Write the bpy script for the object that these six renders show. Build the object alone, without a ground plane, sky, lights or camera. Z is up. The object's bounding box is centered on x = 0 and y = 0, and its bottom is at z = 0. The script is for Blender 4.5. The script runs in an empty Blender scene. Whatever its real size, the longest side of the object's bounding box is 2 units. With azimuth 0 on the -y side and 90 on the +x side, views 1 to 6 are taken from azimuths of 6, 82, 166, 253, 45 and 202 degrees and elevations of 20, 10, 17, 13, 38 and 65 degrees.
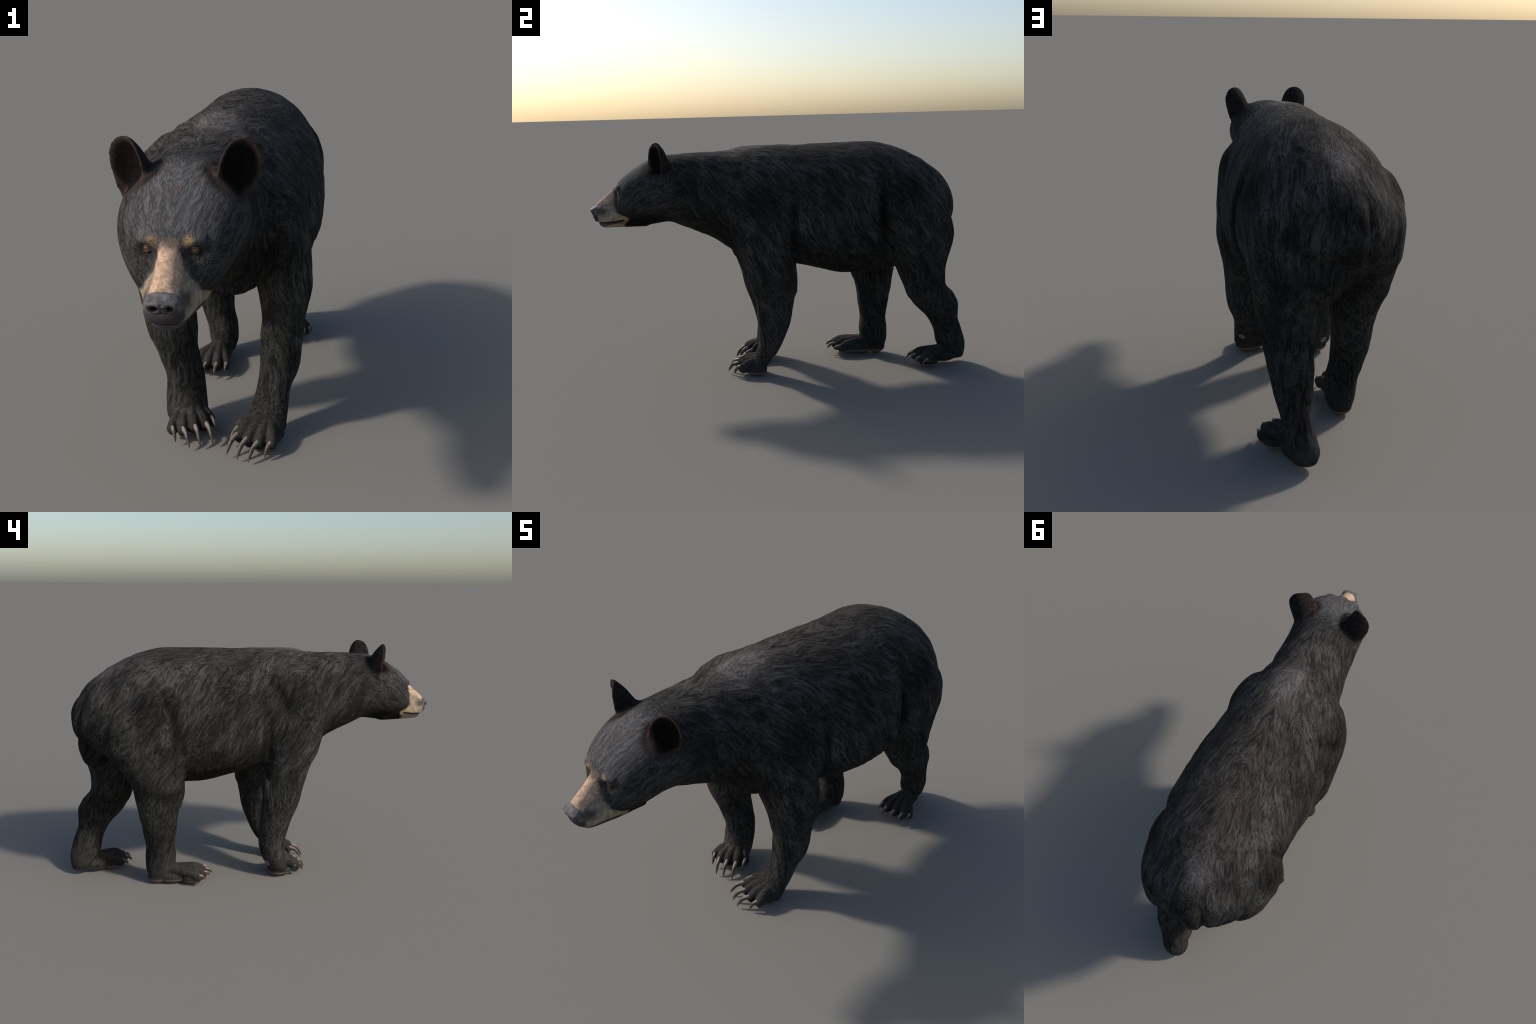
"""A walking black bear: lofted body volumes fused into one skin, then split into
named anatomical parts, with claws, eyes, nose and pads as pieces of their own."""
import bpy, bmesh, math
import numpy as np
from mathutils import Vector

rng = np.random.default_rng(7)

# ------------------------------------------------------------------ helpers
def smooth_rows(rows, n):
    """Monotone cubic interpolation of table rows -> n rows."""
    a = np.array(rows, float)
    m = len(a)
    s = np.arange(m, dtype=float)
    d = np.diff(a, axis=0)
    t = np.zeros_like(a)
    t[0], t[-1] = d[0], d[-1]
    p = d[:-1] * d[1:]
    with np.errstate(divide="ignore", invalid="ignore"):
        h = 2 * p / (d[:-1] + d[1:])
    t[1:-1] = np.where(p > 0, h, 0)
    q = np.linspace(0, m - 1, n)
    i = np.clip(q.astype(int), 0, m - 2)
    u = (q - i)[:, None]
    return ((2*u**3 - 3*u**2 + 1) * a[i] + (u**3 - 2*u**2 + u) * t[i]
            + (-2*u**3 + 3*u**2) * a[i+1] + (u**3 - u**2) * t[i+1])


def curve_rows(rows, n):
    """Catmull-Rom interpolation for spines."""
    a = np.array(rows, float)
    m = len(a)
    t = np.zeros_like(a)
    t[1:-1] = (a[2:] - a[:-2]) / 2
    t[0], t[-1] = a[1] - a[0], a[-1] - a[-2]
    q = np.linspace(0, m - 1, n)
    i = np.clip(q.astype(int), 0, m - 2)
    u = (q - i)[:, None]
    return ((2*u**3 - 3*u**2 + 1) * a[i] + (u**3 - 2*u**2 + u) * t[i]
            + (-2*u**3 + 3*u**2) * a[i+1] + (u**3 - u**2) * t[i+1])


def ring_mesh(rings):
    """rings: (n, k, 3) -> verts, faces of a closed tube."""
    n, k, _ = rings.shape
    v = rings.reshape(-1, 3).tolist()
    f = []
    for i in range(n - 1):
        for j in range(k):
            j2 = (j + 1) % k
            f.append((i*k + j, i*k + j2, (i+1)*k + j2, (i+1)*k + j))
    v.append(rings[0].mean(0).tolist())
    v.append(rings[-1].mean(0).tolist())
    c0, c1 = n*k, n*k + 1
    for j in range(k):
        j2 = (j + 1) % k
        f.append((c0, j2, j))
        f.append((c1, (n-1)*k + j, (n-1)*k + j2))
    return v, f


PIECES = []          # volumes to be fused into the skin


def add_piece(rings):
    PIECES.append(ring_mesh(np.asarray(rings)))


def spow(c, e):
    return np.sign(c) * np.abs(c) ** e


ANG = np.linspace(0, 2*np.pi, 72, endpoint=False)


def along_y(rows, n=90):
    """rows: y, centre x, top z, bottom z, z of greatest width, half width, top exponent, bottom exponent"""
    out = []
    for y, cx, zt, zb, zc, hw, et, eb in smooth_rows(rows, n):
        c, s = np.cos(ANG), np.sin(ANG)
        e = np.where(s > 0, 2/et, 2/eb)
        x = cx + hw * spow(c, e)
        z = zc + np.where(s > 0, zt - zc, zc - zb) * spow(s, e)
        out.append(np.stack([x, np.full_like(x, y), z], 1))
    add_piece(out)


def along_z(rows, n=80, e=2.05):
    """rows: z, centre x, centre y, half width x, half width y"""
    out = []
    for z, cx, cy, rx, ry in smooth_rows(rows, n):
        c, s = np.cos(ANG), np.sin(ANG)
        out.append(np.stack([cx + rx*spow(c, 2/e), cy + ry*spow(s, 2/e), np.full_like(c, z)], 1))
    add_piece(out)


def tube(rows, n=40, k=28, flat=1.0):
    """rows: x, y, z, radius along a free spine, rounded at both ends"""
    p = curve_rows(rows, n)
    c, r = p[:, :3], np.maximum(p[:, 3], .002)
    t = np.gradient(c, axis=0)
    t /= np.linalg.norm(t, axis=1)[:, None]
    pre, post = [], []
    for q in (0.95, .8, .55, .3):
        h = math.sqrt(1 - q*q)
        pre.append((c[0] - t[0]*r[0]*q, r[0]*h, t[0]))
        post.insert(0, (c[-1] + t[-1]*r[-1]*q, r[-1]*h, t[-1]))
    stations = pre + [(c[i], r[i], t[i]) for i in range(n)] + post
    a = np.linspace(0, 2*np.pi, k, endpoint=False)
    rings = []
    for cc, rr, tt in stations:
        up = np.array([0, 0, 1.0]) if abs(tt[2]) < .9 else np.array([0, -1.0, 0])
        sd = np.cross(tt, up); sd /= np.linalg.norm(sd)
        up = np.cross(sd, tt)
        rings.append(cc + rr*(np.cos(a)[:, None]*sd + flat*np.sin(a)[:, None]*up))
    return np.array(rings)


def blob(c, r, k=28):
    c, r = np.array(c), np.array(r)
    rings = []
    for th in np.linspace(.06, np.pi - .06, 20):
        a = np.linspace(0, 2*np.pi, k, endpoint=False)
        rings.append(c + r*np.stack([np.sin(th)*np.cos(a), np.sin(th)*np.sin(a), np.full(k, np.cos(th))], 1))
    add_piece(rings)


# ------------------------------------------------------------------ body volumes
HX = -0.052                      # head midline

TORSO = [
    # y      cx    top   bottom  mid   half  et   eb
    (0.950, -.006, .915, .82, .87, .06, 2.0, 2.0),
    (0.932, .002, .960, .77, .86, .11, 2.0, 2.0),
    (0.89, .006, 1.028, .735, .85, .170, 2.0, 2.0),
    (0.83, .012, 1.078, .69, .83, .230, 2.0, 2.0),
    (0.74, .004, 1.138, .625, .82, .258, 2.05, 2.1),
    (0.60, .010, 1.196, .535, .83, .296, 2.1, 2.1),
    (0.47, .018, 1.220, .519, .81, .302, 2.05, 2.15),
    (0.34, .014, 1.218, .519, .79, .306, 2.0, 2.2),
    (0.20, -.002, 1.214, .549, .79, .315, 2.0, 2.3),
    (0.08, -.016, 1.212, .578, .80, .302, 2.0, 2.3),
    (-.04, -.028, 1.214, .59, .82, .288, 2.0, 2.2),
    (-.13, -.036, 1.215, .60, .85, .270, 2.0, 2.1),
    (-.21, -.042, 1.204, .635, .88, .250, 2.0, 2.0),
    (-.28, -.044, 1.189, .675, .92, .220, 2.0, 2.0),
    (-.37, -.046, 1.186, .737, .95, .192, 2.1, 2.0),
    (-.44, -.048, 1.185, .766, .97, .180, 2.1, 2.0),
    (-.52, -.052, 1.180, .800, .985, .175, 2.1, 2.0),
    (-.59, HX, 1.176, .825, 1.0, .175, 2.1, 1.8),
    (-.66, HX, 1.162, .816, 1.01, .178, 2.15, 1.6),
    (-.72, HX, 1.134, .808, 1.0, .170, 2.15, 1.6),
    (-.77, HX, 1.103, .806, .98, .153, 2.3, 1.65),
    (-.81, HX, 1.074, .807, .96, .130, 2.4, 1.7),
    (-.842, HX, 1.044, .809, .935, .092, 2.3, 1.9),
    (-.862, HX, 1.003, .82, .915, .04, 2.2, 1.9),
]
MUZZLE = [
    (-.72, HX, 1.05, .815, .885, .10, 1.7, 2.2),
    (-.80, HX, 1.035, .812, .880, .093, 1.6, 2.3),
    (-.84, HX, 1.015, .812, .876, .083, 1.5, 2.4),
    (-.87, HX, .992, .812, .874, .073, 1.5, 2.4),
    (-.91, HX, .960, .815, .872, .063, 1.7, 2.5),
    (-.945, HX, .932, .825, .872, .056, 2.0, 2.5),
    (-.965, HX, .918, .838, .872, .048, 2.2, 2.3),
    (-.976, HX, .906, .850, .875, .038, 2.2, 2.1),
    (-.983, HX, .896, .864, .878, .020, 2.0, 2.0),
]
JAW = [
    (-.70, HX, .86, .806, .832, .075, 2.2, 2.2),
    (-.80, HX, .852, .806, .832, .062, 2.2, 2.2),
    (-.86, HX, .845, .807, .828, .052, 2.2, 2.2),
    (-.91, HX, .838, .807, .825, .041, 2.2, 2.2),
    (-.94, HX, .836, .813, .825, .028, 2.2, 2.2),
    (-.95, HX, .832, .820, .827, .012, 2.2, 2.2),
]
LEGS = {
    "front_left": [
        (1.04, .12, -.20, .06, .09), (.94, .155, -.175, .098, .145), (.82, .172, -.13, .105, .165),
        (.70, .182, -.105, .104, .148), (.60, .192, -.083, .098, .135), (.53, .190, -.070, .087, .128),
        (.47, .187, -.064, .077, .121), (.41, .181, -.062, .078, .100), (.30, .176, -.067, .075, .087),
        (.19, .152, -.082, .063, .064), (.125, .140, -.108, .069, .058), (.07, .130, -.138, .074, .044),
        (.025, .130, -.155, .058, .036)],
    "front_right": [
        (1.14, -.16, -.10, .06, .09), (1.05, -.208, -.12, .095, .14), (.94, -.222, -.16, .10, .145), (.82, -.236, -.14, .108, .16),
        (.70, -.236, -.130, .103, .142), (.62, -.234, -.112, .098, .119), (.52, -.228, -.094, .096, .103),
        (.42, -.222, -.076, .092, .098), (.31, -.207, -.052, .073, .083), (.20, -.186, -.041, .073, .070),
        (.13, -.184, -.050, .078, .066), (.07, -.180, -.068, .080, .056), (.025, -.180, -.085, .058, .040)],
    "hind_left": [
        (1.10, .13, .60, .07, .09), (.99, .172, .61, .118, .15), (.86, .178, .682, .133, .192),
        (.75, .169, .717, .139, .190), (.65, .160, .733, .132, .164), (.55, .150, .738, .134, .133),
        (.45, .150, .760, .114, .113), (.40, .166, .790, .090, .127), (.355, .163, .816, .085, .124),
        (.25, .162, .866, .069, .079), (.19, .158, .892, .058, .077), (.13, .152, .908, .060, .080),
        (.07, .138, .930, .060, .064), (.03, .135, .938, .046, .048)],
    "hind_right": [
        (1.09, -.13, .54, .07, .09), (.99, -.175, .56, .122, .15), (.86, -.184, .618, .130, .212),
        (.75, -.182, .618, .126, .214), (.65, -.180, .596, .118, .168), (.55, -.178, .566, .117, .136),
        (.49, -.166, .556, .099, .128), (.40, -.157, .562, .084, .104), (.30, -.151, .557, .078, .087),
        (.21, -.137, .552, .070, .074), (.155, -.122, .548, .067, .080), (.09, -.118, .550, .064, .076),
        (.03, -.118, .562, .048, .046)],
}
# paws: ankle point, claw roots (inner toe first), claw tips, toe radius, sole blobs
PAWS = {
    "front_left": dict(
        wrist=(.140, -.090, .135), r=.023, rise=(.028, .010),
        roots=[(.030, -.155, .062), (.033, -.214, .070), (.070, -.240, .070), (.111, -.252, .064), (.156, -.244, .060)],
        tips=[(.000, -.205, .018), (-.002, -.275, .017), (.038, -.296, .014), (.079, -.307, .012), (.136, -.281, .016)],
        sole=[((.110, -.175, .030), (.078, .050, .028)), ((.132, -.150, .034), (.066, .044, .034))]),
    "front_right": dict(
        wrist=(-.185, -.035, .135), r=.023, rise=(.028, .010),
        roots=[(-.088, -.100, .066), (-.098, -.150, .070), (-.136, -.172, .072), (-.180, -.184, .066), (-.221, -.176, .064)],
        tips=[(-.058, -.151, .030), (-.062, -.214, .020), (-.107, -.229, .015), (-.145, -.240, .014), (-.201, -.214, .020)],
        sole=[((-.160, -.105, .030), (.082, .052, .028)), ((-.178, -.075, .034), (.068, .050, .034))]),
    "hind_left": dict(
        wrist=(.155, .870, .115), r=.021, rise=(.020, .010),
        roots=[(.108, .724, .060), (.143, .704, .067), (.192, .704, .069), (.236, .716, .067), (.258, .752, .058)],
        tips=[(.106, .690, .036), (.151, .664, .040), (.195, .665, .046), (.238, .684, .047), (.266, .715, .038)],
        sole=[((.182, .775, .030), (.076, .050, .027)), ((.150, .86, .044), (.056, .085, .034)), ((.135, .938, .052), (.044, .048, .034))]),
    "hind_right": dict(
        wrist=(-.135, .525, .125), r=.021, rise=(.018, .009),
        roots=[(-.085, .350, .058), (-.123, .327, .067), (-.168, .326, .068), (-.210, .340, .065), (-.236, .374, .056)],
        tips=[(-.088, .311, .041), (-.130, .284, .039), (-.177, .287, .045), (-.214, .308, .048), (-.238, .338, .037)],
        sole=[((-.160, .402, .033), (.076, .052, .029)), ((-.135, .48, .036), (.056, .085, .034)), ((-.118, .565, .036), (.048, .052, .034))]),
}

along_y(TORSO, 150)
along_y(MUZZLE, 70)
along_y(JAW, 50)
add_piece(tube([(HX, -.78, 1.020, .034), (HX, -.84, .998, .031), (HX, -.89, .957, .030), (HX, -.935, .918, .033), (HX, -.955, .900, .032)], 30, 28, .95))  # nasal bridge
blob((.0, -.175, .665), (.115, .085, .062))      # breastbone
for rows in LEGS.values():
    along_z(rows)

for name, p in PAWS.items():
    w = np.array(p["wrist"])
    for i, root in enumerate(p["roots"]):
        b = np.array(root)
        d = b - w
        side = np.array([-d[1], d[0], 0]); side /= np.linalg.norm(side)
        start = w + .16*(b - w)
        lift = p.get("crest", (0, 0, 0, 0, 0))[i]
        start[2] = b[2] + p["rise"][0] + lift
        knuckle = w + .76*(b - w)
        knuckle[2] = b[2] + p["rise"][1] + lift
        tip = b + np.array([0, 0, -.012 + .6*lift])
        r = p["r"]
        low = b + d/np.linalg.norm(d)*(-.008) + np.array([0, 0, -.028])
        low[2] = max(low[2], r*.75)
        add_piece(tube([(*start, r*.85), (*knuckle, r*.86), (*tip, r*.84)], 24, 28, 1.15))
        add_piece(tube([(*(knuckle*.4 + low*.6 - np.array([0, 0, .01])), r*.76), (*low, r*.76)], 10))
    for c, r in p["sole"]:
        blob(c, r)

# elbows, calves, shoulder blades, brows, cheeks
blob((.20, .010, .49), (.055, .046, .06))
blob((-.232, -.004, .50), (.045, .036, .07))
for sx in (-1, 1):
    blob((HX + sx*.058, -.832, 1.016), (.036, .026, .022))
    blob((HX + sx*.080, -.768, .935), (.052, .060, .055))
blob((.050, .862, .735), (.088, .072, .13))     # inner buttock of the trailing leg
# tail
add_piece([np.stack([-.028 + rx*np.cos(ANG) - .006*(1 - t), y + ry*np.sin(ANG), np.full(72, z)], 1)
           for t, z, y, rx, ry in smooth_rows([(1, 1.03, .845, .02, .02), (.9, .995, .888, .034, .032), (.75, .945, .924, .043, .032), (.6, .90, .937, .047, .031),
                                               (.3, .84, .938, .046, .028), (.1, .795, .928, .038, .024), (0, .768, .920, .02, .012)], 40)])


def ear(sign):
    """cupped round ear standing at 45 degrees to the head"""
    n = np.array([sign*.51, -.86, 0.])
    a = np.array([sign*.86, .51, 0.])
    base = np.array([HX + sign*.142, -.642, 1.055])
    rings = []
    for t, w, dep, th, lean, inn in smooth_rows([
            (0.0, .046, .028, .110, -.016, .012), (.2, .052, .036, .078, -.012, .012), (.4, .060, .040, .055, -.009, .006),
            (.6, .063, .038, .036, -.006, .002), (.78, .056, .029, .025, -.002, 0), (.9, .043, .017, .017, .002, 0),
            (.97, .028, .009, .011, .003, 0), (1.0, .013, .003, .007, .003, 0)], 40):
        c = base + np.array([sign*.018*t, -.004*t, .184*t]) + n*lean - a*inn*.5
        s = np.linspace(-1, 1, 24)
        ww = w + inn*.5
        front = [c + a*ww*q + n*(dep*(q*q) - dep*.45) for q in s]
        back = [c + a*ww*q + n*(dep*(q*q) - dep*.45 - .008 - th*math.sqrt(max(0, 1 - q*q))) for q in s[::-1]]
        rings.append(front + back)
    return np.array(rings)


for sgn in (1, -1):
    add_piece(ear(sgn))

# ------------------------------------------------------------------ fuse into one skin
def fuse(pieces, voxel):
    vs, fs = [], []
    for v, f in pieces:
        o = len(vs)
        vs += v
        fs += [tuple(i + o for i in q) for q in f]
    me = bpy.data.meshes.new("fusing")
    me.from_pydata(vs, [], fs)
    bm = bmesh.new(); bm.from_mesh(me)
    bmesh.ops.recalc_face_normals(bm, faces=bm.faces)
    bm.to_mesh(me); bm.free()
    ob = bpy.data.objects.new("fusing", me)
    bpy.context.scene.collection.objects.link(ob)
    m = ob.modifiers.new("fuse", "REMESH")
    m.mode, m.voxel_size, m.adaptivity = "VOXEL", voxel, 0
    dg = bpy.context.evaluated_depsgraph_get()
    out = bpy.data.meshes.new_from_object(ob.evaluated_get(dg))
    bpy.data.objects.remove(ob)
    bpy.data.meshes.remove(me)
    return out


skin = fuse(PIECES, .0042)
N = len(skin.vertices)
P = np.empty(N*3); skin.vertices.foreach_get("co", P); P = P.reshape(-1, 3)
E = np.empty(len(skin.edges)*2, int); skin.edges.foreach_get("vertices", E); E = E.reshape(-1, 2)
DEG = np.bincount(E.ravel(), minlength=N).astype(float)


def neighbour_mean(a):
    out = np.empty_like(a)
    for k in range(a.shape[1]):
        out[:, k] = np.bincount(E[:, 0], a[E[:, 1], k], N) + np.bincount(E[:, 1], a[E[:, 0], k], N)
    return out / DEG[:, None]


def sstep(x, lo, hi):
    t = np.clip((x - lo)/(hi - lo), 0, 1)
    return t*t*(3 - 2*t)


def relax(P, w, rounds):
    for _ in range(rounds):
        P = P + .5*w[:, None]*(neighbour_mean(P) - P)
        P = P - .52*w[:, None]*(neighbour_mean(P) - P)*.9
    return P


x, y, z = P.T
# limbs melt into the trunk, gently enough to keep the folds; paws stay crisp
w_limb = sstep(z, .22, .40)*sstep(y, -.60, -.45)
w_soft = sstep(z, .13, .22)
for _ in range(16):
    P = P + .5*w_limb[:, None]*(neighbour_mean(P) - P)
for _ in range(6):
    P = P + .5*np.maximum(w_soft, .28)[:, None]*(neighbour_mean(P) - P)
w_ear = sstep(P[:, 2], 1.09, 1.13)*sstep(np.abs(P[:, 0] - HX), .06, .09)*sstep(-P[:, 1], .50, .55)
for _ in range(26):
    P = P + .5*w_ear[:, None]*(neighbour_mean(P) - P)
w_head = sstep(-P[:, 1], .50, .60)*(P[:, 2] < 1.14)
for _ in range(10):
    P = P + .5*w_head[:, None]*(neighbour_mean(P) - P)


def normals(P):
    skin.vertices.foreach_set("co", P.ravel()); skin.update()
    n = np.empty(N*3); skin.vertex_normals.foreach_get("vector", n)
    return n.reshape(-1, 3)


def gauss(P, c, r):
    return np.exp(-(((P - np.array(c))/np.array(r))**2).sum(1))


# ---- surface modelling: folds between muscles, hollows, bulges, tufts
def fold(points, width, depth):
    """distance-based groove (depth > 0) or ridge (depth < 0) along a polyline"""
    pts = np.array(points, float)
    lo, hi = pts.min(0) - 3*width, pts.max(0) + 3*width
    m = np.nonzero(((P > lo) & (P < hi)).all(1))[0]
    q = P[m]
    best, where = np.full(len(m), 9.), np.zeros(len(m))
    seg = np.linalg.norm(np.diff(pts, axis=0), axis=1)
    at = np.concatenate([[0], np.cumsum(seg)])/seg.sum()
    for i, (a_, b_) in enumerate(zip(pts[:-1], pts[1:])):
        d = b_ - a_
        t = np.clip(((q - a_)@d)/(d@d), 0, 1)
        r = np.linalg.norm(q - a_ - t[:, None]*d, axis=1)
        near_ = r < best
        best, where = np.where(near_, r, best), np.where(near_, at[i] + t*(at[i + 1] - at[i]), where)
    fade = 1 - sstep(where, .72, 1.12)          # folds die out at their ends
    fade *= sstep(where, -.06, .34)
    P[m] -= NRM[m]*(depth*fade*np.exp(-(best/width)**2))[:, None]


NRM = normals(P)
for line, wd, dp in (
        # hollow in front of each thigh, and the thigh edge standing out behind it
        ([(-.225, .590, 1.065), (-.275, .560, 1.012), (-.306, .530, .941), (-.318, .505, .862), (-.315, .470, .765), (-.28, .435, .663)], .022, .030),
        ([(-.24, .675, 1.03), (-.29, .635, .94), (-.315, .60, .84), (-.315, .555, .74), (-.29, .505, .62)], .048, -.015),
        ([(.235, .565, 1.06), (.285, .525, .99), (.312, .495, .92), (.32, .488, .82), (.305, .505, .73), (.25, .55, .63)], .022, .028),
        ([(.26, .66, 1.00), (.305, .615, .90), (.315, .60, .80), (.30, .61, .70), (.26, .64, .60)], .045, -.009),
        # behind the upper arm
        ([(-.308, .028, .92), (-.318, .015, .86), (-.315, .012, .77), (-.28, .008, .66), (-.25, .02, .60)], .016, .022),
        ([(.265, .030, .912), (.277, .042, .836), (.270, .048, .739), (.236, .045, .626)], .016, .022),
        ([(-.28, -.03, .95), (-.30, -.045, .85), (-.29, -.05, .72)], .035, -.007),
        ([(.24, -.02, .95), (.265, -.02, .85), (.26, -.02, .72)], .035, -.006),
        # lower edge of the rib cage
        ([(-.22, .10, .60), (-.24, .22, .585), (-.23, .34, .575)], .03, .006),
        ([(.24, .12, .61), (.26, .25, .60), (.25, .40, .60)], .03, .007),
        # shoulder blades and the step from neck to shoulder
        ([(-.155, -.13, 1.13), (-.235, -.13, 1.03), (-.285, -.11, .90)], .05, -.010),
        ([(.10, -.16, 1.14), (.195, -.15, 1.03), (.255, -.12, .90)], .05, -.010),
        ([(-.10, -.335, 1.165), (-.20, -.325, 1.07), (-.24, -.325, .97), (-.22, -.335, .86)], .035, .010),
        ([(.03, -.345, 1.165), (.12, -.345, 1.07), (.16, -.345, .97), (.14, -.335, .86)], .035, .010),
        ([(-.04, -.16, 1.21), (-.04, -.26, 1.19)], .06, -.004),
        # buttocks: cleft under the tail, hamstring fold, hip bones
        ([(-.03, .935, .785), (-.028, .91, .73), (-.02, .87, .65), (-.015, .80, .57)], .020, .026),
        ([(-.10, .92, .83), (-.105, .895, .77), (-.11, .86, .71), (-.10, .79, .64), (-.09, .72, .57)], .018, .014),
        ([(-.082, .915, .97), (-.090, .935, .88), (-.08, .925, .775)], .015, .016),
        ([(.026, .915, .97), (.034, .935, .88), (.024, .925, .775)], .015, .016),
        ([(-.15, .66, 1.135), (-.20, .70, 1.06)], .05, -.008),
        ([(.17, .66, 1.130), (.21, .70, 1.05)], .05, -.008),
        # knee and calf
        ([(-.22, .475, .47), (-.20, .468, .42)], .04, -.010),
        ([(.20, .655, .44), (.20, .70, .38)], .04, -.010),
        ([(.14, .885, .47), (.16, .885, .45)], .02, .012),
        # flank hollow and belly edge
        ([(.29, .30, .97), (.27, .20, 1.02)], .08, .008),
        ([(-.27, .28, .98), (-.27, .18, 1.02)], .08, .008)):
    fold(line, wd, dp)
NRM = normals(P)

LATTICE = rng.random((32, 32, 32))


def lump(p):
    """smooth value noise in -1..1"""
    i = np.floor(p).astype(int)
    f = p - i
    f = f*f*(3 - 2*f)
    out = 0
    for a_ in (0, 1):
        for b_ in (0, 1):
            for c_ in (0, 1):
                w = (f[:, 0] if a_ else 1 - f[:, 0])*(f[:, 1] if b_ else 1 - f[:, 1])*(f[:, 2] if c_ else 1 - f[:, 2])
                out = out + w*LATTICE[(i[:, 0] + a_) % 32, (i[:, 1] + b_) % 32, (i[:, 2] + c_) % 32]
    return 2*out - 1


def lie(p, d, k):
    d = np.array(d, float); d /= np.linalg.norm(d)
    return p - np.outer(p@d, d)*(1 - k)


MP = np.stack([np.abs(P[:, 0] + .03), P[:, 1], P[:, 2]], 1)
tops = sstep(NRM[:, 2], .35, .8)
lean = [lump(lie(MP, d, .28)*sc) + .5*lump(lie(MP, d, .28)*sc*2.1 + 7) for d, sc in
        (((.55, .85, -.1), 38), ((.05, .45, -.9), 38), ((.15, .22, -1.), 45))]
tuft_h = tops*lean[0] + (1 - tops)*lean[1]
low = sstep(P[:, 2], .62, .48)
low = 1 - sstep(P[:, 2], .48, .62)
tuft_h = tuft_h*(1 - low) + lean[2]*low
amp = .0016*sstep(P[:, 1], -.62, -.40)*sstep(P[:, 2], .12, .30) + .0004
amp *= np.where(P[:, 1] < -.62, .6, 1)
P += NRM*(amp*tuft_h)[:, None]
NRM = normals(P)

# eye sockets, the hollow below them and the step at the stop
EYES = [(.015, -.852, .987), (-.118, -.852, .987)]
for e, sx in zip(EYES, (1, -1)):
    P -= NRM*(.011*gauss(P, (e[0], e[1], e[2] - .001), (.024, .03, .017)))[:, None]
    P -= NRM*(.006*gauss(P, (e[0] - sx*.012, e[1] - .035, e[2] - .045), (.022, .035, .030)))[:, None]
NRM = normals(P)
# mouth slit
side = np.abs(P[:, 0] - HX)
slit_z = .835 + .55*np.maximum(P[:, 1] + .925, 0)**1.6
slit = np.exp(-((P[:, 2] - slit_z)/.0045)**2)*sstep(-P[:, 1], .805, .835)*(P[:, 1] > -.99)
P -= NRM*(.010*slit)[:, None]
# the fur stops behind the nose leather
behind = sstep(P[:, 2], .876, .886)*sstep(-P[:, 1], .945, .955)*(np.abs(P[:, 0] - HX) < .035)
P[:, 1] = np.where(behind > 0, np.maximum(P[:, 1], -.962 - .02*(1 - behind)), P[:, 1])
# flatten the soles on the ground
P[:, 2] = np.where(P[:, 2] < .006, .003 + (P[:, 2] - .006)*.25, P[:, 2])
P[:, 2] -= P[:, 2].min()
NRM = normals(P)

# ------------------------------------------------------------------ materials
def nodes(name):
    m = bpy.data.materials.new(name)
    m.use_nodes = True
    nt = m.node_tree
    return m, nt, nt.nodes["Principled BSDF"]


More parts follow.
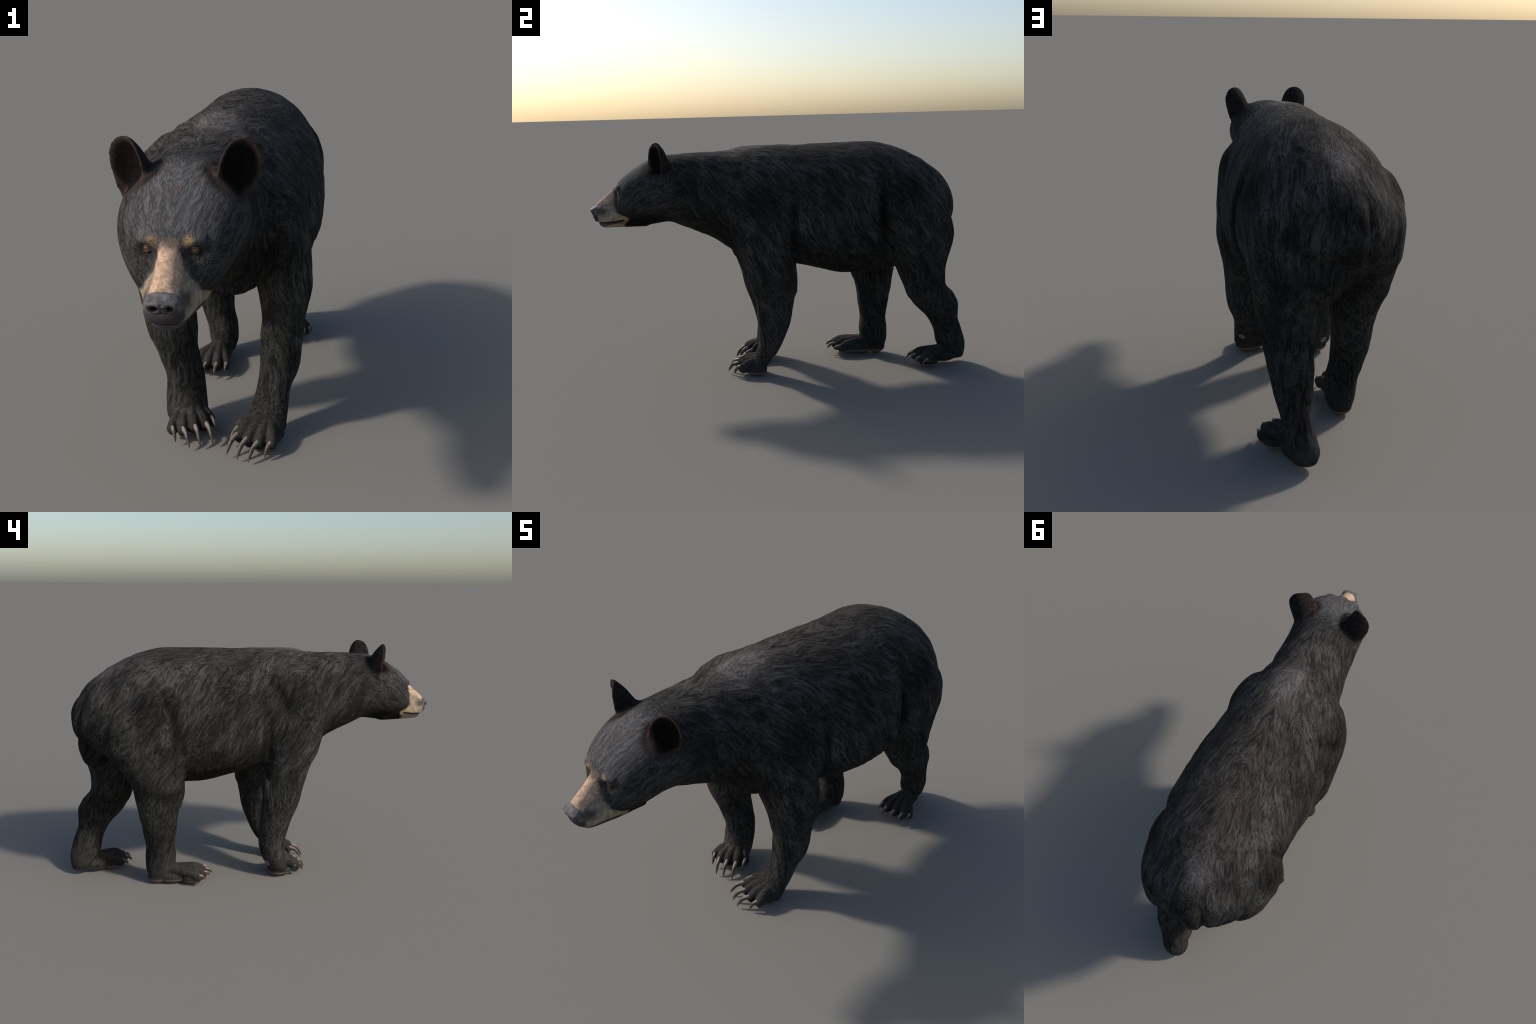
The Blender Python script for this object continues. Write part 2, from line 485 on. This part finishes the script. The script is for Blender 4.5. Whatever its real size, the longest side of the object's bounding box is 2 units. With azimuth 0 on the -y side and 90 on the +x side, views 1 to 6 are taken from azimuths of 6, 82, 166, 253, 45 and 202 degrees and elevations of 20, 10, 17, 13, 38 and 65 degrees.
class Graph:
    """small wrapper so that the shading reads as formulas"""
    def __init__(s, nt):
        s.nt = nt

    def _in(s, sock, v):
        if v is None:
            return
        if isinstance(v, bpy.types.NodeSocket):
            s.nt.links.new(v, sock)
        elif isinstance(v, (tuple, list)) and len(v) == 3 and sock.type == "RGBA":
            sock.default_value = (*v, 1)
        else:
            sock.default_value = v

    def math(s, op, a, b=None, c=None, clamp=False):
        n = s.nt.nodes.new("ShaderNodeMath"); n.operation = op; n.use_clamp = clamp
        for k, v in enumerate((a, b, c)):
            s._in(n.inputs[k], v)
        return n.outputs[0]

    def vmath(s, op, a, b=None, out=0):
        n = s.nt.nodes.new("ShaderNodeVectorMath"); n.operation = op
        s._in(n.inputs[0], a)
        if op == "SCALE":
            s._in(n.inputs["Scale"], b)
        elif b is not None:
            s._in(n.inputs[1], b)
        return n.outputs["Value"] if op in ("LENGTH", "DISTANCE", "DOT_PRODUCT") else n.outputs[0]

    def mix(s, f, a, b):
        n = s.nt.nodes.new("ShaderNodeMix"); n.data_type = "RGBA"
        s._in(n.inputs[0], f); s._in(n.inputs[6], a); s._in(n.inputs[7], b)
        return n.outputs[2]

    def lerp(s, f, a, b):
        n = s.nt.nodes.new("ShaderNodeMix"); n.data_type = "FLOAT"
        s._in(n.inputs[0], f); s._in(n.inputs[2], a); s._in(n.inputs[3], b)
        return n.outputs[0]

    def step(s, v, lo, hi, a=0., b=1.):
        n = s.nt.nodes.new("ShaderNodeMapRange"); n.interpolation_type = "SMOOTHSTEP"
        for k, q in zip(("Value", "From Min", "From Max", "To Min", "To Max"), (v, lo, hi, a, b)):
            s._in(n.inputs[k], q)
        return n.outputs[0]

    def noise(s, vec, scale, detail=3., rough=.55, distort=0.):
        n = s.nt.nodes.new("ShaderNodeTexNoise")
        s._in(n.inputs["Vector"], vec)
        for k, q in (("Scale", scale), ("Detail", detail), ("Roughness", rough), ("Distortion", distort)):
            s._in(n.inputs[k], q)
        return n.outputs["Fac"]

    def combine(s, a, b, c):
        n = s.nt.nodes.new("ShaderNodeCombineXYZ")
        for k, v in enumerate((a, b, c)):
            s._in(n.inputs[k], v)
        return n.outputs[0]

    def near(s, pos, c, r, soft=.5):
        """1 inside the ellipsoid c, r fading to 0 outside"""
        d = s.vmath("SUBTRACT", pos, c)
        d = s.vmath("DIVIDE", d, r if isinstance(r, tuple) else (r, r, r))
        return s.step(s.vmath("LENGTH", d), 1 + soft, 1 - soft)


def stretch(g, pos, d, k):
    """squeeze the coordinates along direction d so noise becomes hair strands"""
    d = np.array(d, float); d /= np.linalg.norm(d)
    along = g.vmath("DOT_PRODUCT", pos, tuple(d))
    return g.vmath("SUBTRACT", pos, g.vmath("SCALE", tuple(d), g.math("MULTIPLY", along, 1 - k)))


def fur_material():
    m, nt, bsdf = nodes("black_fur")
    g = Graph(nt)
    tc = nt.nodes.new("ShaderNodeTexCoord")
    geo = nt.nodes.new("ShaderNodeNewGeometry")
    pos = tc.outputs["Object"]
    sp = nt.nodes.new("ShaderNodeSeparateXYZ"); nt.links.new(pos, sp.inputs[0])
    X, Y, Z = sp.outputs
    sn = nt.nodes.new("ShaderNodeSeparateXYZ"); nt.links.new(geo.outputs["Normal"], sn.inputs[0])
    NX, NY, NZ = sn.outputs
    midx = g.lerp(g.step(Y, -.45, -.65), -.02, HX)
    ax = g.math("ABSOLUTE", g.math("SUBTRACT", X, midx))
    mpos = g.combine(ax, Y, Z)                       # mirrored position
    # gentle waviness of the coat
    wob = nt.nodes.new("ShaderNodeTexNoise"); wob.inputs["Scale"].default_value = 5; wob.inputs["Detail"].default_value = 1
    nt.links.new(pos, wob.inputs["Vector"])
    wv = g.vmath("SCALE", g.vmath("SUBTRACT", wob.outputs["Color"], (.5, .5, .5)), .085)
    q = g.vmath("ADD", mpos, wv)

    def strands(d, scale=150., k=.075, seed=0.):
        v = g.vmath("ADD", stretch(g, q, d, k), (seed, seed*1.7, 0))
        fine = g.noise(v, scale*2.0, 2., .6)
        broad = g.noise(v, scale*.50, 2., .5)
        return g.math("ADD", g.math("MULTIPLY", fine, .56), g.math("MULTIPLY", broad, .44))

    s_back = strands((.28, .95, -.08), k=.09)
    s_mid = strands((.40, .64, -.62), seed=7.)
    s_flank = strands((.0, .50, -.86), seed=3.)
    s_leg = strands((.12, .25, -1.), 160., .08, seed=5.)
    s_head = strands((.18, .80, .50), 150., .14, seed=9.)
    ragged = g.math("ADD", NZ, g.math("MULTIPLY", g.math("SUBTRACT", g.noise(pos, 14., 2.), .5), .4))
    s = g.lerp(g.step(ragged, .22, .36), s_flank, s_mid)
    s = g.lerp(g.step(ragged, .66, .80), s, s_back)
    s_rump = strands((.15, .65, -.75), seed=11.)
    s_drop = strands((.10, .18, -.97), seed=13.)
    s = g.lerp(g.math("MULTIPLY", g.step(Y, .50, .68), g.step(NY, .15, .35)), s, s_rump)
    s = g.lerp(g.step(NY, .70, .85), s, s_drop)
    s = g.lerp(g.step(Z, .62, .48), s, s_leg)
    s = g.lerp(g.step(Y, -.42, -.62), s, s_head)
    tuft = g.noise(stretch(g, q, (.1, .5, -.75), .40), 17., 3., .55)
    patch = g.noise(pos, 5., 3., .55)

    hair = g.step(s, .37, .67)
    hair = g.lerp(g.step(Z, .14, .08), hair, g.lerp(.5, hair, .4))
    # coat colours
    dark = (.0105, .0103, .0096)
    light = (.059, .056, .050)
    coat = g.mix(hair, dark, light)
    coat = g.mix(g.math("MULTIPLY", g.step(tuft, .56, .34), g.step(Z, .40, .65, .22, .55)), coat, (.0085, .008, .0075))
    coat = g.mix(g.math("MULTIPLY", g.step(tuft, .52, .72), g.step(Z, .40, .65, .15, .35)), coat, g.mix(hair, (.020, .0185, .017), (.110, .102, .092)))
    spine = g.math("MULTIPLY", g.step(ax, .12, .02), g.step(Z, .98, 1.1))
    spine = g.math("MULTIPLY", spine, g.step(Y, -.48, -.32))
    spine = g.math("MULTIPLY", spine, g.step(patch, .3, .62))
    coat = g.mix(g.math("MULTIPLY", spine, .6), coat, g.mix(hair, (.030, .024, .021), (.110, .090, .079)))
    for c, r, f in (((.0, -.20, 1.20), (.06, .10, .06), .9), ((.02, .77, 1.10), (.03, .09, .05), .6)):
        coat = g.mix(g.math("MULTIPLY", g.near(mpos, c, r, .7), f), coat, g.mix(hair, (.065, .056, .052), (.16, .142, .134)))
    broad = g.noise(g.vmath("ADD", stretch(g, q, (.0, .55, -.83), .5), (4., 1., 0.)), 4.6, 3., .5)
    tone = g.math("MULTIPLY", g.step(broad, .34, .66, .70, 1.22), g.step(NZ, .2, .9, 1., 1.30))  # upward-facing fur lightened here, browned below, to colour in sunlight on the back
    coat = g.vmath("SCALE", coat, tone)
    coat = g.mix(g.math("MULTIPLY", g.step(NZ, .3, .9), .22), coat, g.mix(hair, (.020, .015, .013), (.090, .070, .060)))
    # darker patches: thigh hollow, upper haunch, chest side, behind the upper arm, cleft under the tail
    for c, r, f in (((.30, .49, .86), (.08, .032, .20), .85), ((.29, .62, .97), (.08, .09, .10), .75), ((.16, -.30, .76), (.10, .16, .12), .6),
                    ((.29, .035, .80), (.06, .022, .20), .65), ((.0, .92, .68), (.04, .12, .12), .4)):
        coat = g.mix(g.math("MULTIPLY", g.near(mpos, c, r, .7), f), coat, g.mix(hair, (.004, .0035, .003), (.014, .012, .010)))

    # ---------------- head
    head = g.step(Y, -.50, -.66)
    face_n = g.noise(pos, 90., 3., .6)
    crown = g.math("MULTIPLY", g.math("MULTIPLY", g.step(ax, .16, .05), g.step(Z, .975, 1.05)), g.step(Y, -.54, -.68))
    grey = g.mix(hair, (.052, .049, .049), (.130, .124, .122))
    cheek = g.mix(hair, (.017, .0165, .016), (.074, .071, .068))
    col = g.mix(head, coat, cheek)
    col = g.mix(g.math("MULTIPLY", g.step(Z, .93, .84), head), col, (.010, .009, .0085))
    col = g.mix(crown, col, grey)
    rust = g.math("MULTIPLY", crown, g.step(g.noise(pos, 22., 2., .5), .55, .72))
    col = g.mix(g.math("MULTIPLY", rust, .35), col, (.10, .055, .045))
    # tan muzzle: in front of a line that drops from the inner eye and sweeps back to the mouth corner
    jag = g.math("MULTIPLY", g.math("SUBTRACT", g.noise(pos, 60., 3., .6), .5), .030)
    edge = g.math("ADD", Y, jag)
    line = g.math("ADD", -.800, g.math("ADD", g.step(Z, .858, .895, 0., -.062), g.step(Z, .895, .93, 0., -.008)))
    line = g.math("ADD", line, g.step(Z, .850, .825, 0., -.020))
    muz = g.step(g.math("SUBTRACT", edge, line), .012, -.012)
    muz = g.math("MULTIPLY", muz, g.step(Z, 1.02, .985))
    tan = g.mix(g.step(face_n, .3, .7), (.37, .228, .145), (.64, .44, .31))
    tan_side = g.mix(g.step(g.noise(pos, 45., 4., .6), .3, .7), (.20, .15, .105), (.38, .30, .21))
    tan = g.mix(g.step(ax, .030, .040), tan, tan_side)
    col = g.mix(muz, col, tan)
    # the bridge carries the tan up between the eyes, fading into the grey forehead
    up = g.math("MULTIPLY", g.step(g.math("ADD", ax, jag), .033, .014), g.step(g.math("ADD", Z, jag), 1.036, .985))
    up = g.math("MULTIPLY", up, g.step(Y, -.80, -.835))
    col = g.mix(up, col, g.mix(g.step(Z, .985, 1.02), tan, g.mix(.5, grey, (.40, .28, .18))))
    # grey-brown streak down the middle of the bridge, smoky shade beside the nose
    mid_n = g.math("MULTIPLY", g.step(g.noise(stretch(g, pos, (0, .8, .6), .35), 60., 2., .5), .45, .65), g.step(ax, .035, .015))
    col = g.mix(g.math("MULTIPLY", g.math("MULTIPLY", mid_n, muz), .5), col, (.30, .215, .15))
    smoke = g.near(mpos, (.048, -.940, .895), (.032, .034, .020), .6)
    col = g.mix(g.math("MULTIPLY", smoke, .85), col, (.050, .042, .042))
    col = g.mix(g.math("MULTIPLY", g.near(mpos, (.042, -.895, .935), (.012, .05, .022), .6), .25), col, (.11, .08, .062))  # shadow below the bridge edge, tinted faintly onto the muzzle side
    # mouth corner, lips, chin
    col = g.mix(g.math("MULTIPLY", g.near(mpos, (.078, -.822, .860), (.03, .022, .011), .6), .8), col, (.33, .21, .075))
    slit_line = g.math("ADD", .835, g.math("MULTIPLY", g.math("POWER", g.math("MAXIMUM", g.math("ADD", Y, .925), 0.), 1.6), .55))
    lipz = g.math("SUBTRACT", Z, slit_line)
    front = g.step(Y, -.806, -.828)
    lip = g.math("MULTIPLY", g.step(g.math("ABSOLUTE", g.math("ADD", lipz, .005)), .010, .005), front)
    col = g.mix(lip, col, (.060, .054, .060))
    col = g.mix(g.math("MULTIPLY", g.step(Y, -.895, -.925), g.step(lipz, .002, -.002)), col, (.085, .077, .083))
    slitm = g.math("MULTIPLY", g.step(g.math("ABSOLUTE", lipz), .0042, .001), front)
    col = g.mix(slitm, col, (.010, .006, .006))
    col = g.mix(g.math("MULTIPLY", g.step(Y, -.945, -.962), g.step(Z, .890, .872)), col, (.055, .047, .050))
    # brows and eye rims
    ring = g.near(mpos, (.0665, -.858, .985), (.030, .03, .017), .5)
    col = g.mix(g.math("MULTIPLY", ring, .7), col, (.022, .019, .018))
    tear = g.near(mpos, (.047, -.872, .962), (.010, .02, .020), .6)
    col = g.mix(g.math("MULTIPLY", tear, .55), col, (.05, .043, .042))
    browm = g.math("MULTIPLY", g.near(mpos, (.047, -.858, 1.016), (.012, .02, .012), .8), g.step(g.noise(pos, 110., 2., .6), .30, .55))
    col = g.mix(browm, col, g.mix(face_n, (.20, .115, .055), (.42, .27, .14)))
    # ears: brown-black, dark cup, paler rim
    earm = g.math("MULTIPLY", g.step(g.vmath("DISTANCE", mpos, (.150, -.645, 1.165)), .112, .084), g.step(Y, -.53, -.58))
    sgn = g.math("SIGN", g.math("SUBTRACT", X, HX))
    facing = g.math("SUBTRACT", g.math("MULTIPLY", g.math("MULTIPLY", NX, sgn), .51), g.math("MULTIPLY", NY, .86))
    across = g.vmath("DOT_PRODUCT", g.vmath("SUBTRACT", mpos, (.152, -.644, 0.)), (.86, .51, 0.))
    cup = g.math("SQRT", g.math("ADD", g.math("POWER", g.math("ABSOLUTE", g.math("DIVIDE", across, .058)), 2.), g.math("POWER", g.math("ABSOLUTE", g.math("DIVIDE", g.math("SUBTRACT", Z, 1.155), .078)), 2.)))
    inner = g.math("MULTIPLY", g.step(cup, 1.02, .72), g.step(facing, .0, .35))
    earn = g.noise(pos, 70., 4.)
    earc = g.mix(g.math("MULTIPLY", earn, hair), (.010, .0085, .008), (.052, .040, .034))
    rim = g.math("MULTIPLY", g.math("MULTIPLY", g.step(cup, .80, 1.0), g.step(cup, 1.5, 1.15)), g.step(facing, -.2, .3))
    earc = g.mix(g.math("MULTIPLY", rim, .8), earc, g.mix(earn, (.022, .016, .013), (.080, .057, .046)))
    earc = g.mix(inner, earc, g.mix(earn, (.003, .0025, .002), (.014, .010, .009)))
    col = g.mix(earm, col, earc)

    # ---------------- soles
    sole = g.math("MULTIPLY", g.step(Z, .034, .022), g.step(NZ, -.05, -.35))
    col = g.mix(sole, col, g.mix(g.noise(pos, 70.), (.10, .075, .06), (.24, .18, .15)))

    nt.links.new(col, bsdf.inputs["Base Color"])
    bsdf.inputs["Roughness"].default_value = .85
    bsdf.inputs["Specular IOR Level"].default_value = .04
    b = nt.nodes.new("ShaderNodeBump")
    b.inputs["Strength"].default_value = .6
    b.inputs["Distance"].default_value = .007
    nt.links.new(g.math("MULTIPLY", s, g.step(muz, 0, 1, 1., .35)), b.inputs["Height"])
    nt.links.new(b.outputs[0], bsdf.inputs["Normal"])
    return m


def claw_material():
    m, nt, bsdf = nodes("claw_horn")
    g = Graph(nt)
    tc = nt.nodes.new("ShaderNodeTexCoord")
    pos = tc.outputs["Generated"]
    sp = nt.nodes.new("ShaderNodeSeparateXYZ"); nt.links.new(pos, sp.inputs[0])
    n = g.noise(tc.outputs["Object"], 160., 4., .6)
    col = g.mix(g.step(n, .35, .68), (.030, .022, .017), (.125, .094, .070))
    col = g.mix(g.step(sp.outputs[2], .74, 1.0), col, (.27, .215, .165))
    nt.links.new(col, bsdf.inputs["Base Color"])
    bsdf.inputs["Roughness"].default_value = .45
    return m


def nose_material():
    m, nt, bsdf = nodes("nose_leather")
    g = Graph(nt)
    tc = nt.nodes.new("ShaderNodeTexCoord")
    pos = tc.outputs["Object"]
    n = g.noise(pos, 60., 4., .6)
    v = nt.nodes.new("ShaderNodeTexVoronoi"); v.inputs["Scale"].default_value = 420
    nt.links.new(pos, v.inputs["Vector"])
    sp = nt.nodes.new("ShaderNodeSeparateXYZ"); nt.links.new(pos, sp.inputs[0])
    col = g.mix(g.step(n, .3, .7), (.052, .047, .048), (.165, .152, .155))
    col = g.mix(g.step(sp.outputs[2], .905, .875), col, (.040, .033, .035))
    ax = g.math("ABSOLUTE", g.math("SUBTRACT", sp.outputs[0], HX))
    hole = g.near(g.combine(ax, sp.outputs[1], sp.outputs[2]), (.0195, -.980, .888), (.0085, .022, .0065), .35)
    alar = g.near(g.combine(ax, sp.outputs[1], sp.outputs[2]), (.036, -.972, .882), (.012, .004, .010), .5)
    hole = g.math("MAXIMUM", hole, g.math("MULTIPLY", alar, .8))
    col = g.mix(hole, col, (.006, .005, .005))
    nt.links.new(col, bsdf.inputs["Base Color"])
    bsdf.inputs["Roughness"].default_value = .6
    bsdf.inputs["Specular IOR Level"].default_value = .25
    b = nt.nodes.new("ShaderNodeBump"); b.inputs["Strength"].default_value = .5; b.inputs["Distance"].default_value = .002
    nt.links.new(v.outputs["Distance"], b.inputs["Height"]); nt.links.new(b.outputs[0], bsdf.inputs["Normal"])
    return m


def eye_material():
    m, nt, bsdf = nodes("amber_eye")
    g = Graph(nt)
    tc = nt.nodes.new("ShaderNodeTexCoord")
    sp = nt.nodes.new("ShaderNodeSeparateXYZ"); nt.links.new(tc.outputs["Object"], sp.inputs[0])
    r = g.math("SQRT", g.math("ADD", g.math("POWER", sp.outputs[0], 2.), g.math("POWER", sp.outputs[2], 2.)))
    col = g.mix(g.step(r, .0092, .0078), (.035, .025, .025), g.mix(g.step(r, .0075, .0045), (.07, .018, .005), (.22, .058, .012)))
    col = g.mix(g.step(r, .0030, .0022), col, (.004, .003, .003))
    nt.links.new(col, bsdf.inputs["Base Color"])
    bsdf.inputs["Roughness"].default_value = .25
    return m


def plain_material(name, a, b, rough=.6, scale=60.):
    m, nt, bsdf = nodes(name)
    g = Graph(nt)
    tc = nt.nodes.new("ShaderNodeTexCoord")
    nt.links.new(g.mix(g.noise(tc.outputs["Object"], scale), a, b), bsdf.inputs["Base Color"])
    bsdf.inputs["Roughness"].default_value = rough
    return m


FUR, CLAW, NOSE, EYE = fur_material(), claw_material(), nose_material(), eye_material()
PAD = plain_material("pad_skin", (.12, .10, .094), (.23, .195, .185))
LID = plain_material("eyelid_skin", (.018, .016, .016), (.035, .03, .03), .5, 200.)

# ------------------------------------------------------------------ split the skin by region
scene_col = bpy.context.scene.collection
bear = bpy.data.objects.new("black_bear", None)
scene_col.objects.link(bear)
bear["label"] = "walking black bear with tan muzzle and long claws"
bear["category"] = "bear"

NF = len(skin.polygons)
loops = np.empty(len(skin.loops), int); skin.loops.foreach_get("vertex_index", loops)
starts = np.empty(NF, int); skin.polygons.foreach_get("loop_start", starts)
totals = np.empty(NF, int); skin.polygons.foreach_get("loop_total", totals)
C = np.add.reduceat(P[loops], starts, axis=0)/totals[:, None]
cx_, cy_, cz_ = C.T

label = np.full(NF, 0)                      # 0 torso
label[cy_ < -.36 - .25*(cz_ - .95)] = 1     # neck
label[cy_ < -.575 - .12*(cz_ - .98)] = 2    # head
leg_names = list(LEGS)
for i, nme in enumerate(leg_names):
    rows = np.array(LEGS[nme])[::-1]
    g_ = [np.interp(cz_, rows[:, 0], rows[:, k]) for k in range(1, 5)]
    d = ((cx_ - g_[0])/(g_[2] + .012))**2 + ((cy_ - g_[1])/(g_[3] + .012))**2
    hind = nme.startswith("hind")
    top = .66 if hind else .68
    right = "right" in nme
    here = (cz_ < top) & (d < 1.15) & ((cy_ > .3) if hind else (cy_ < .25)) & ((cx_ < -.02) if right else (cx_ > -.02))
    paw_zone = (cz_ < .47 if not hind else cz_ < .46) & ((cy_ > .23) if hind else (cy_ < .23))
    paw_zone &= (cy_ < .5 + .1*0 if False else True)
    if hind:
        mine = (cx_ < -.02) & (cy_ < .72) if right else ~((cx_ < -.02) & (cy_ < .72))
        mine &= cy_ > .2
    else:
        mine = ((cx_ < -.01 - .0*cy_) if right else (cx_ >= -.01)) & (cy_ < .2)
    here |= (cz_ < .45) & mine
    label[here] = 3 + i
    ankle = .135 if not hind else .125
    label[here & (cz_ < ankle)] = 7 + i
tail_d = ((cx_ + .028)/.056)**2 + ((cy_ - .945)/.045)**2
label[(tail_d < 1) & (cz_ > .76) & (cz_ < .97) & (cy_ > .925)] = 11
for k, sgn in ((12, 1), (13, -1)):
    dx = (cx_ - (HX + sgn*.155))
    label[(np.sqrt(dx**2 + (cy_ + .642)**2 + ((cz_ - 1.165)*.95)**2) < .098) & (cz_ > 1.12 + .05*(np.abs(cx_ - HX) < .115)) & (cy_ < -.56)] = k
label[(cy_ < -.80) & (cz_ < .835 + .55*np.maximum(cy_ + .925, 0)**1.6) & (cy_ > -.99) & (label == 2)] = 14


def cut(which, name, parent):
    idx = np.nonzero(label == which)[0]
    if len(idx) == 0:
        return None
    faces = [loops[starts[i]:starts[i] + totals[i]] for i in idx]
    flat = np.concatenate(faces)
    used, inv = np.unique(flat, return_inverse=True)
    o, out = 0, []
    for f in faces:
        out.append(tuple(inv[o:o + len(f)].tolist())); o += len(f)
    me = bpy.data.meshes.new(name)
    me.from_pydata(P[used].tolist(), [], out)
    me.polygons.foreach_set("use_smooth", np.ones(len(out), bool))
    me.update()
    me.normals_split_custom_set_from_vertices(NRM[used].tolist())
    me.materials.append(FUR)
    ob = bpy.data.objects.new(name, me)
    scene_col.objects.link(ob)
    ob.parent = parent
    return ob


torso = cut(0, "torso", bear)
neck = cut(1, "neck", bear)
head = cut(2, "head", bear)
LEG_OBJ = {}
for i, nme in enumerate(leg_names):
    kind = "hindlimb" if nme.startswith("hind") else "forelimb"
    LEG_OBJ[nme] = cut(3 + i, kind, bear)
    cut(7 + i, "paw", LEG_OBJ[nme])
cut(11, "tail", bear)
cut(12, "ear", head)
cut(13, "ear", head)
cut(14, "jaw", head)
bpy.data.meshes.remove(skin)


# ------------------------------------------------------------------ loose pieces
def mesh_object(name, v, f, mat, parent, loc=(0, 0, 0), smooth=True):
    me = bpy.data.meshes.new(name)
    me.from_pydata([tuple(p) for p in v], [], f)
    bm = bmesh.new(); bm.from_mesh(me)
    bmesh.ops.recalc_face_normals(bm, faces=bm.faces)
    bm.to_mesh(me); bm.free()
    if smooth:
        me.polygons.foreach_set("use_smooth", np.ones(len(me.polygons), bool))
    me.materials.append(mat)
    ob = bpy.data.objects.new(name, me)
    ob.location = loc
    scene_col.objects.link(ob)
    ob.parent = parent
    return ob


for nme, p in PAWS.items():
    w = np.array(p["wrist"])
    front = nme.startswith("front")
    for i, (root, tip) in enumerate(zip(p["roots"], p["tips"])):
        b, t = np.array(root), np.array(tip)
        d = (t - b); ln = np.linalg.norm(d)
        out_ = d*np.array([1, 1, 0]); out_ /= np.linalg.norm(out_)
        start = b - out_*.018 + np.array([0, 0, -.006])
        b = b + np.array([0, 0, -.005])
        arch = b*.55 + t*.45 + np.array([0, 0, .17*ln]) + out_*.10*ln
        r0 = .0090 if front else .0082
        path = [(*start, r0), (*(b*.8 + arch*.2 + np.array([0, 0, .002])), r0), (*arch, r0*.84), (*(arch*.4 + t*.6 + out_*.05*ln), r0*.55), (*t, .0012)]
        v, f = ring_mesh(tube(path, 22, 14, 1.3))
        mesh_object("claw", v, f, CLAW, LEG_OBJ[nme])

# wrist pads on the back of the forelegs, lying on the skin
for c, leg in (((-.222, .02, .064), "front_right"), ((.192, -.05, .078), "front_left")):
    k = int(np.argmin(((P - np.array(c))**2).sum(1)))
    n = NRM[k]
    a1 = np.cross(n, (0, 0, 1.)); a1 /= np.linalg.norm(a1)
    a2 = np.cross(n, a1)
    rings = []
    for th in np.linspace(.08, np.pi - .08, 14):
        a = np.linspace(0, 2*np.pi, 20, endpoint=False)[:, None]
        rings.append(P[k] - n*.001 + .016*np.sin(th)*np.cos(a)*a1 + .020*np.sin(th)*np.sin(a)*a2 + .005*np.cos(th)*n)
    v, f = ring_mesh(np.array(rings))
    mesh_object("wrist_pad", v, f, PAD, LEG_OBJ[leg])

# nose leather with nostrils
rows = [(-.938, 0, .910, .880, .898, .028), (-.950, 0, .920, .870, .900, .038), (-.964, 0, .9235, .865, .900, .0425),
        (-.978, 0, .9185, .863, .899, .0425), (-.989, 0, .912, .866, .897, .040), (-.9965, 0, .905, .870, .894, .033), (-1.0, 0, .897, .880, .890, .016)]
rings = []
for yy, _, zt, zb, zc, hw in smooth_rows(rows, 60):
    c, s = np.cos(ANG), np.sin(ANG)
    up_ = s > 0
    rings.append(np.stack([HX + hw*np.where(up_, spow(c, .80), spow(c, 1.0)), np.full(72, yy) + .020*np.clip((.905 - (zc + np.where(up_, zt - zc, zc - zb)*s))/.04, 0, 1)*(yy < -.96)*((-.96 - yy)/.04),
                           zc + np.where(up_, zt - zc, zc - zb)*np.where(up_, spow(s, .88), spow(s, .88))], 1))
rings = np.array(rings)
for sx in (-1, 1):
    dd = np.exp(-(((rings - np.array([HX + sx*.0195, -.990, .888]))/np.array([.0095, .022, .0075]))**2).sum(-1))
    rings[..., 1] += .020*dd
    slit_ = np.exp(-(((rings - np.array([HX + sx*.037, -.972, .884]))/np.array([.010, .007, .012]))**2).sum(-1))
    rings[..., 0] -= sx*.008*slit_
groove = np.exp(-((rings[..., 0] - HX)/.0035)**2)*(rings[..., 2] < .905)*(rings[..., 1] < -.965)
rings[..., 1] += .004*groove
v, f = ring_mesh(rings)
mesh_object("nose", v, f, NOSE, head)

# eyes and lids
for e, sx in zip(EYES, (1, -1)):
    yaw = sx*.50
    fwd = np.array([math.sin(yaw), -math.cos(yaw), -.05]); fwd /= np.linalg.norm(fwd)
    rt = np.cross(fwd, (0, 0, 1.)); rt /= np.linalg.norm(rt)
    upv = np.cross(rt, fwd)
    k = int(np.argmin(((P - np.array(e))**2).sum(1)))
    mid = P[k] - fwd*.0055
    rings = []
    R = .0133
    for th in np.linspace(.05, np.pi - .05, 24):
        a = np.linspace(0, 2*np.pi, 32, endpoint=False)
        rings.append(R*np.stack([np.sin(th)*np.cos(a), -np.full(32, np.cos(th)), np.sin(th)*np.sin(a)], 1))
    v, f = ring_mesh(np.array(rings))
    ob = mesh_object("eye", v, f, EYE, head, tuple(mid))
    ob.rotation_euler = (.05, 0, yaw)
    # almond lids: a rolled rim around the opening, sinking back into the fur
    k_ = 48
    a = np.linspace(0, 2*np.pi, k_, endpoint=False)
    ca, sa = np.cos(a), np.sin(a)
    almond = np.where(sa > 0, .0074, .0064)*np.sign(sa)*np.abs(sa)**1.25
    tilt = .12*ca*.012                      # outer corner a little higher
    rings = []
    for grow, dep, lift in ((.98, .0055, 0), (1.0, .0118, 0), (1.14, .0138, 0), (1.38, .0120, 0), (1.75, .0060, 0), (2.1, -.002, 0)):
        bow = -.0065*(ca*grow)**2
        rings.append(np.array([mid + rt*(.0128*c_*grow) + upv*(z_*grow + sx*t_ + (.0016*(grow - 1) if z_ > 0 else 0)) + fwd*(dep + b_ + (.0012 if z_ > 0 else 0))
                               for c_, z_, t_, b_ in zip(ca, almond, tilt, bow)]))
    rings.append(rings[0]*.0 + np.array([mid + rt*(.0128*c_*.98) + upv*(z_*.98) + fwd*-.004 for c_, z_ in zip(ca, almond)]))
    R_ = np.array(rings)
    vv = R_.reshape(-1, 3)
    ff = []
    m_ = len(R_)
    for i in range(m_):
        for j in range(k_):
            ff.append((i*k_ + j, i*k_ + (j + 1) % k_, ((i + 1) % m_)*k_ + (j + 1) % k_, ((i + 1) % m_)*k_ + j))
    mesh_object("eyelid", vv, ff, LID, head)
